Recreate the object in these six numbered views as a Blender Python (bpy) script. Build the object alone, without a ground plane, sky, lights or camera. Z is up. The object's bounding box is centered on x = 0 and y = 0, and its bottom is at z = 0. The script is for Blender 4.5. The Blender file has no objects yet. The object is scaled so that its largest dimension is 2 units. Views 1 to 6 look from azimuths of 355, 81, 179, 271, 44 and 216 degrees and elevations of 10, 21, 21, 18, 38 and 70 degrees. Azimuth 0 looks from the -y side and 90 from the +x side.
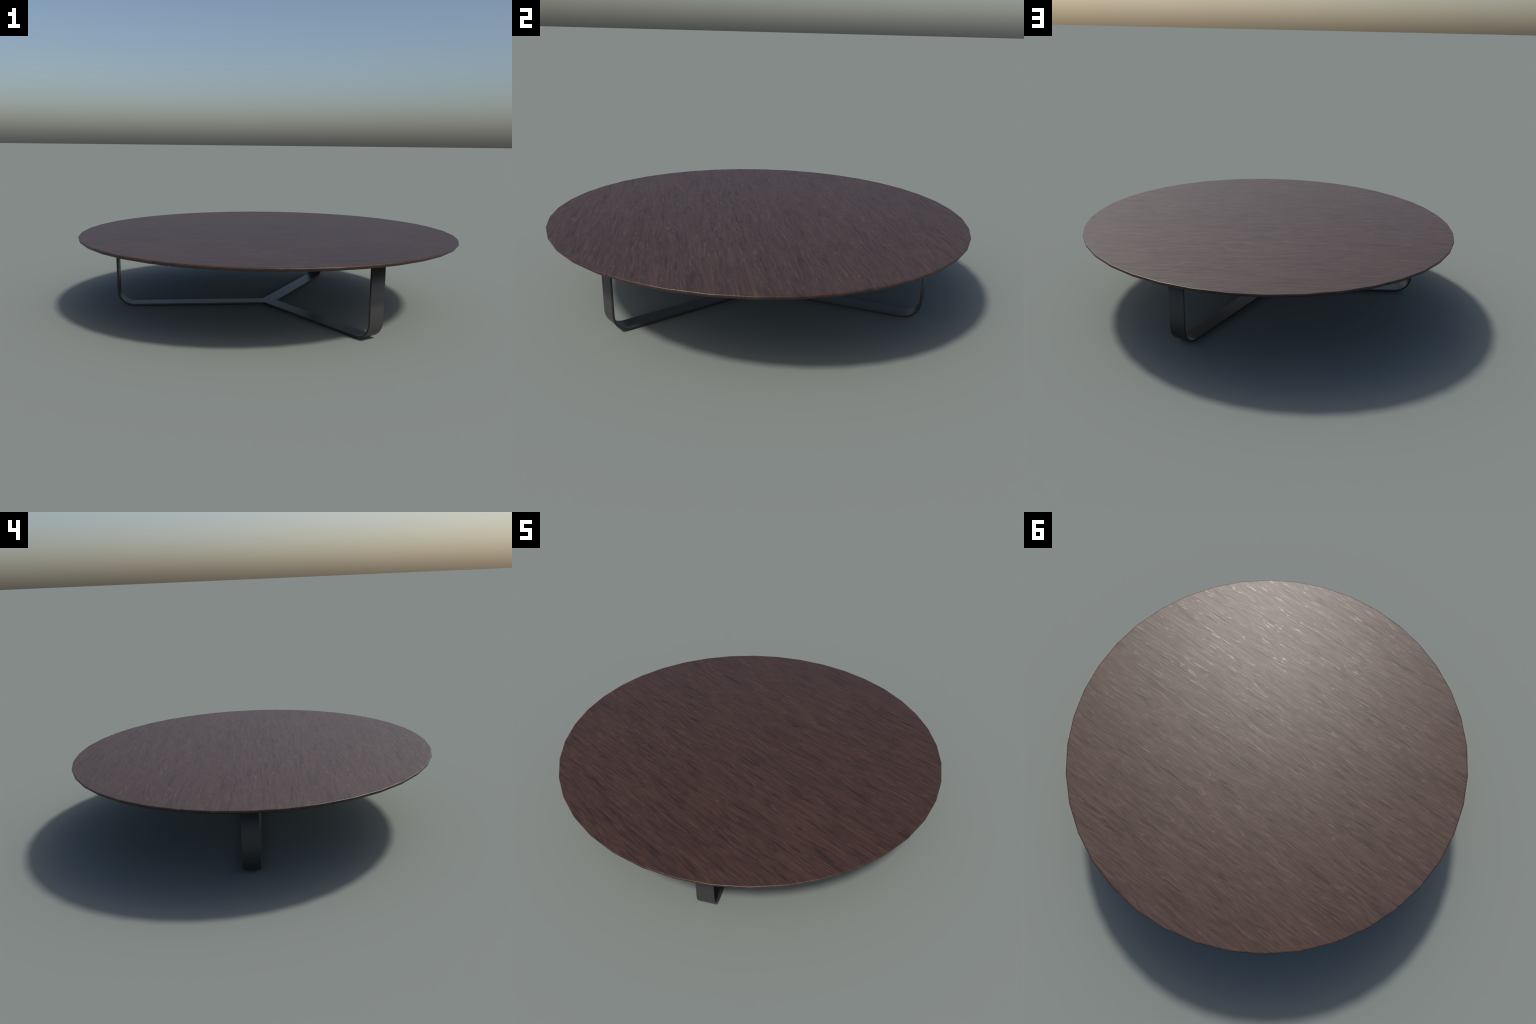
"""Low round coffee table: thin dark-wood disc (40 straight facets, eased rim)
on a three-armed base bent from flat black steel strip."""
import bpy, bmesh, math

# ------------------------------------------------------------------ sizes (m)
TOP_SIDES = 40          # the round top is a 40-sided polygon
TOP_RADIUS = 1.0
TOP_Z = 0.4003          # upper face
TOP_THICK = 0.0186
# rim section: (inset from TOP_RADIUS, drop below TOP_Z); the upper arris is
# eased and the lower half curves back under so that the edge looks thin
RIM_SECTION = ((0.0080, 0.0), (0.0042, 0.0), (0.0029, 0.0003), (0.0015, 0.0011),
               (0.0004, 0.0026), (0.0, 0.0046), (0.0004, 0.0072), (0.0016, 0.0096),
               (0.0036, 0.0122), (0.0068, 0.0148), (0.0110, 0.0170), (0.0150, 0.0183),
               (0.0170, 0.0186), (0.0200, 0.0186))

LEG_REACH = 0.8235      # hub centre to outer face of an upright
LEG_HALF_WIDTH = 0.0428
LEG_THICK = 0.0100
LEG_BEND = 0.086        # outer radius of the bend at the foot
LEG_BEND_STEPS = 8
LEG_CHAMFER = 0.0011
HUB_X, HUB_Y = 0.0065, 0.0028   # the base sits a hair off the centre of the top
LEG_ANGLES = (180.0, -60.0, 60.0)


# ------------------------------------------------------------------ materials
def node(tree, kind, **values):
    n = tree.nodes.new(kind)
    for key, value in values.items():
        if key.startswith("i_"):
            key = key[2:]
            n.inputs[int(key) if key.isdigit() else key.replace("_", " ")].default_value = value
        else:
            setattr(n, key, value)
    return n


def math_node(tree, op, a, b=None, c=None, clamp=False):
    n = tree.nodes.new("ShaderNodeMath")
    n.operation, n.use_clamp = op, clamp
    for i, v in enumerate((a, b, c)):
        if v is None:
            continue
        if isinstance(v, (int, float)):
            n.inputs[i].default_value = v
        else:
            tree.links.new(v, n.inputs[i])
    return n.outputs[0]


def ramp(tree, value, stops, interpolation="LINEAR"):
    n = tree.nodes.new("ShaderNodeValToRGB")
    n.color_ramp.interpolation = interpolation
    elements = n.color_ramp.elements
    while len(elements) < len(stops):
        elements.new(0.5)
    for e, (pos, col) in zip(elements, stops):
        e.position = pos
        e.color = (*col, 1.0) if len(col) == 3 else col
    tree.links.new(value, n.inputs[0])
    return n.outputs[0]


def grey(v):
    return (v, v, v)


def stretched_noise(tree, coord, scale, shift, detail, rough=0.5, distortion=0.0):
    """Noise whose cells are `scale` per metre along x (the grain), y and z."""
    m = node(tree, "ShaderNodeMapping", vector_type="POINT")
    m.inputs["Scale"].default_value = scale
    m.inputs["Location"].default_value = shift
    tree.links.new(coord, m.inputs["Vector"])
    n = node(tree, "ShaderNodeTexNoise", noise_dimensions="3D", i_Scale=1.0,
             i_Detail=detail, i_Roughness=rough, i_Distortion=distortion)
    tree.links.new(m.outputs[0], n.inputs["Vector"])
    return n.outputs["Fac"]


def mix_colour(tree, fac, a, b, blend="MIX"):
    n = tree.nodes.new("ShaderNodeMix")
    n.data_type, n.blend_type = "RGBA", blend
    for socket, v in ((n.inputs[0], fac), (n.inputs[6], a), (n.inputs[7], b)):
        if isinstance(v, (int, float)):
            socket.default_value = v
        elif isinstance(v, tuple):
            socket.default_value = (*v, 1.0)
        else:
            tree.links.new(v, socket)
    return n.outputs[2]


def wood_material():
    mat = bpy.data.materials.new("dark_stained_wood")
    mat.use_nodes = True
    t = mat.node_tree
    shader = t.nodes["Principled BSDF"]
    coord = node(t, "ShaderNodeTexCoord").outputs["Object"]

    # growth rings: nearly straight lines along x, thrown into flames and hooks
    # where a slow warp outruns the even spacing across the boards
    across = node(t, "ShaderNodeSeparateXYZ")
    t.links.new(coord, across.inputs[0])
    y = across.outputs["Y"]

    def ring_lines(per_metre, sway, scale, shift, detail):
        warp = stretched_noise(t, coord, scale, shift, detail, 0.5, 0.2)
        phase = math_node(t, "MULTIPLY_ADD", warp, sway, math_node(t, "MULTIPLY", y, per_metre))
        return math_node(t, "MULTIPLY", math_node(t, "PINGPONG", phase, 0.5), 2.0)

    wide = ring_lines(26.0, 6.0, (3.0, 15.0, 15.0), (3.1, 7.7, 0.0), 3.0)
    fine = ring_lines(58.0, 6.5, (4.5, 26.0, 20.0), (11.0, 2.3, 5.0), 3.0)
    vein = ramp(t, fine, [(0.0, grey(0)), (0.70, grey(0.0)), (0.95, grey(1)), (1.0, grey(1))], "EASE")
    # light veins come and go along the boards
    patchy = stretched_noise(t, coord, (6.5, 36.0, 20.0), (13.0, 3.0, 6.0), 2.0)
    patchy = ramp(t, patchy, [(0.47, grey(0.08)), (0.66, grey(1))], "EASE")
    vein = math_node(t, "MULTIPLY", vein, patchy)

    # fibre: long hair-fine streaks
    fibre = stretched_noise(t, coord, (7.0, 150.0, 60.0), (0.0, 0.0, 4.0), 2.0, 0.55, 0.1)
    streak = stretched_noise(t, coord, (3.8, 58.0, 40.0), (9.0, 2.0, 1.0), 3.0, 0.6, 0.3)
    # dark flecks: short pores, and broader darker flames they gather in
    fleck = stretched_noise(t, coord, (6.8, 66.0, 40.0), (21.0, 5.0, 3.0), 2.0, 0.5, 0.4)
    flame = stretched_noise(t, coord, (4.2, 24.0, 16.0), (2.0, 15.0, 7.0), 2.5, 0.55, 0.5)
    fleck = math_node(t, "MULTIPLY_ADD", flame, 0.55, math_node(t, "MULTIPLY", fleck, 0.75))
    fleck = ramp(t, fleck, [(0.0, grey(0)), (0.70, grey(0)), (0.87, grey(1)), (1.0, grey(1))], "EASE")
    # slow drift of tone over the veneer
    cloud = stretched_noise(t, coord, (1.6, 8.0, 4.0), (1.0, 5.0, 2.0), 2.0)
    hue = stretched_noise(t, coord, (2.4, 14.0, 8.0), (4.0, 1.0, 8.0), 2.0)

    tone = math_node(t, "MULTIPLY_ADD", streak, 0.60, 0.20)
    tone = math_node(t, "ADD", tone, math_node(t, "MULTIPLY_ADD", fibre, 0.50, -0.25))
    tone = math_node(t, "ADD", tone, math_node(t, "MULTIPLY_ADD", cloud, 0.20, -0.10))
    tone = math_node(t, "ADD", tone, math_node(t, "MULTIPLY_ADD", wide, 0.16, -0.08))
    tone = math_node(t, "ADD", tone, math_node(t, "MULTIPLY_ADD", fine, 0.15, -0.075))
    tone = math_node(t, "ADD", tone, math_node(t, "MULTIPLY_ADD", flame, -0.24, 0.125))
    tone = math_node(t, "ADD", tone, math_node(t, "MULTIPLY", vein, 0.15))
    tone = math_node(t, "ADD", tone, math_node(t, "MULTIPLY", fleck, -0.26), clamp=True)

    base = ramp(t, tone, [(0.0, (0.018, 0.0098, 0.0086)), (0.33, (0.038, 0.0185, 0.0140)),
                          (0.55, (0.054, 0.0265, 0.0187)), (0.80, (0.072, 0.0375, 0.0260)),
                          (1.0, (0.096, 0.054, 0.039))])
    warm = mix_colour(t, 1.0, base, (1.03, 1.00, 0.91), "MULTIPLY")
    colour = mix_colour(t, ramp(t, hue, [(0.35, grey(0)), (0.65, grey(1))]), base, warm)
    t.links.new(colour, shader.inputs["Base Color"])

    gloss = math_node(t, "MULTIPLY_ADD", tone, 0.18, 0.33)
    gloss = math_node(t, "MULTIPLY_ADD", vein, 0.12, gloss)
    t.links.new(gloss, shader.inputs["Specular IOR Level"])
    rough = math_node(t, "MULTIPLY_ADD", vein, -0.045, 0.43)
    t.links.new(rough, shader.inputs["Roughness"])

    bump = node(t, "ShaderNodeBump", i_Strength=0.06, i_Distance=0.002)
    t.links.new(tone, bump.inputs["Height"])
    t.links.new(bump.outputs[0], shader.inputs["Normal"])
    return mat


def metal_material():
    mat = bpy.data.materials.new("black_coated_steel")
    mat.use_nodes = True
    t = mat.node_tree
    shader = t.nodes["Principled BSDF"]
    coord = node(t, "ShaderNodeTexCoord").outputs["Object"]
    cloud = stretched_noise(t, coord, (6.0, 6.0, 6.0), (0.0, 0.0, 0.0), 2.0)
    colour = ramp(t, cloud, [(0.3, (0.038, 0.0362, 0.0348)), (0.7, (0.042, 0.0400, 0.0385))])
    t.links.new(colour, shader.inputs["Base Color"])
    shader.inputs["Roughness"].default_value = 0.40
    shader.inputs["Specular IOR Level"].default_value = 0.5
    shader.inputs["Metallic"].default_value = 0.0
    return mat


# ------------------------------------------------------------------ geometry
def new_object(name, mesh, parent):
    obj = bpy.data.objects.new(name, mesh)
    bpy.context.scene.collection.objects.link(obj)
    obj.parent = parent
    return obj


def rim_profile():
    """(radius, z) from the flat of the top, round the rim, to the underside."""
    return [(TOP_RADIUS - inset, TOP_Z - drop) for inset, drop in RIM_SECTION]


def tabletop_mesh():
    bm = bmesh.new()
    rings = []
    for radius, z in rim_profile():
        rings.append([bm.verts.new((radius * math.cos(math.tau * i / TOP_SIDES),
                                    radius * math.sin(math.tau * i / TOP_SIDES), z))
                      for i in range(TOP_SIDES)])
    for upper, lower in zip(rings, rings[1:]):
        for i in range(TOP_SIDES):
            j = (i + 1) % TOP_SIDES
            bm.faces.new((upper[i], lower[i], lower[j], upper[j]))
    bm.faces.new(rings[0])
    bm.faces.new(list(reversed(rings[-1])))
    for f in bm.faces:
        f.smooth = True
    mesh = bpy.data.meshes.new("tabletop")
    bm.to_mesh(mesh)
    bm.free()
    return mesh


def strip_section():
    """(across, depth) outline of the steel strip: depth 0 = outer/lower face,
    LEG_THICK = inner/upper face; corners lightly rounded, mid points on the
    centre line so that the mitre at the hub closes to a point."""
    w, h, c = LEG_HALF_WIDTH, LEG_THICK, LEG_CHAMFER
    k = c * (1 - math.sqrt(0.5))
    right = [(w - c - 0.001, 0), (w - c, 0), (w - k, k), (w, c),
             (w, h - c), (w - k, h - k), (w - c, h), (w - c - 0.001, h)]
    left = [(-a, d) for a, d in reversed(right)]
    return [(0, 0)] + right + [(0, h)] + left


def leg_mesh():
    """One arm along +x: flat bar on the floor, bend, upright under the top."""
    section = strip_section()
    R, B = LEG_REACH, LEG_BEND
    top = TOP_Z - TOP_THICK - 0.0002
    # stations: (x, z of the outer face, inward normal x, z)
    stations = []
    for x in (0.10, 0.35, R - B - 0.02):
        stations.append((x, 0.0, 0.0, 1.0))
    for i in range(LEG_BEND_STEPS + 1):
        a = math.pi / 2 * i / LEG_BEND_STEPS
        stations.append((R - B + B * math.sin(a), B - B * math.cos(a), -math.sin(a), math.cos(a)))
    for z in (B + 0.02, top):
        stations.append((R, z, -1.0, 0.0))
    bm = bmesh.new()
    # mitred start: the three arms meet along 120-degree bisectors
    loops = [[bm.verts.new((abs(a) / math.tan(math.radians(60)), a, d)) for a, d in section]]
    for x, z, nx, nz in stations:
        loops.append([bm.verts.new((x + nx * d, a, z + nz * d)) for a, d in section])
    n = len(section)
    for p, q in zip(loops, loops[1:]):
        for i in range(n):
            j = (i + 1) % n
            bm.faces.new((p[i], p[j], q[j], q[i]))
    bm.faces.new(loops[-1])
    bmesh.ops.recalc_face_normals(bm, faces=bm.faces)
    for f in bm.faces:
        f.smooth = True
    mesh = bpy.data.meshes.new("leg")
    bm.to_mesh(mesh)
    bm.free()
    return mesh


def build():
    table = bpy.data.objects.new("coffee_table", None)
    bpy.context.scene.collection.objects.link(table)
    table["label"] = "low round dark wood coffee table on three bent black steel legs"
    table["category"] = "coffee table"

    top_mesh = tabletop_mesh()
    top_mesh.materials.append(wood_material())
    new_object("tabletop", top_mesh, table)

    arm = leg_mesh()
    arm.materials.append(metal_material())
    for angle in LEG_ANGLES:
        leg = new_object("leg", arm, table)
        leg.location = (HUB_X, HUB_Y, 0.0)
        leg.rotation_euler = (0.0, 0.0, math.radians(angle))


build()
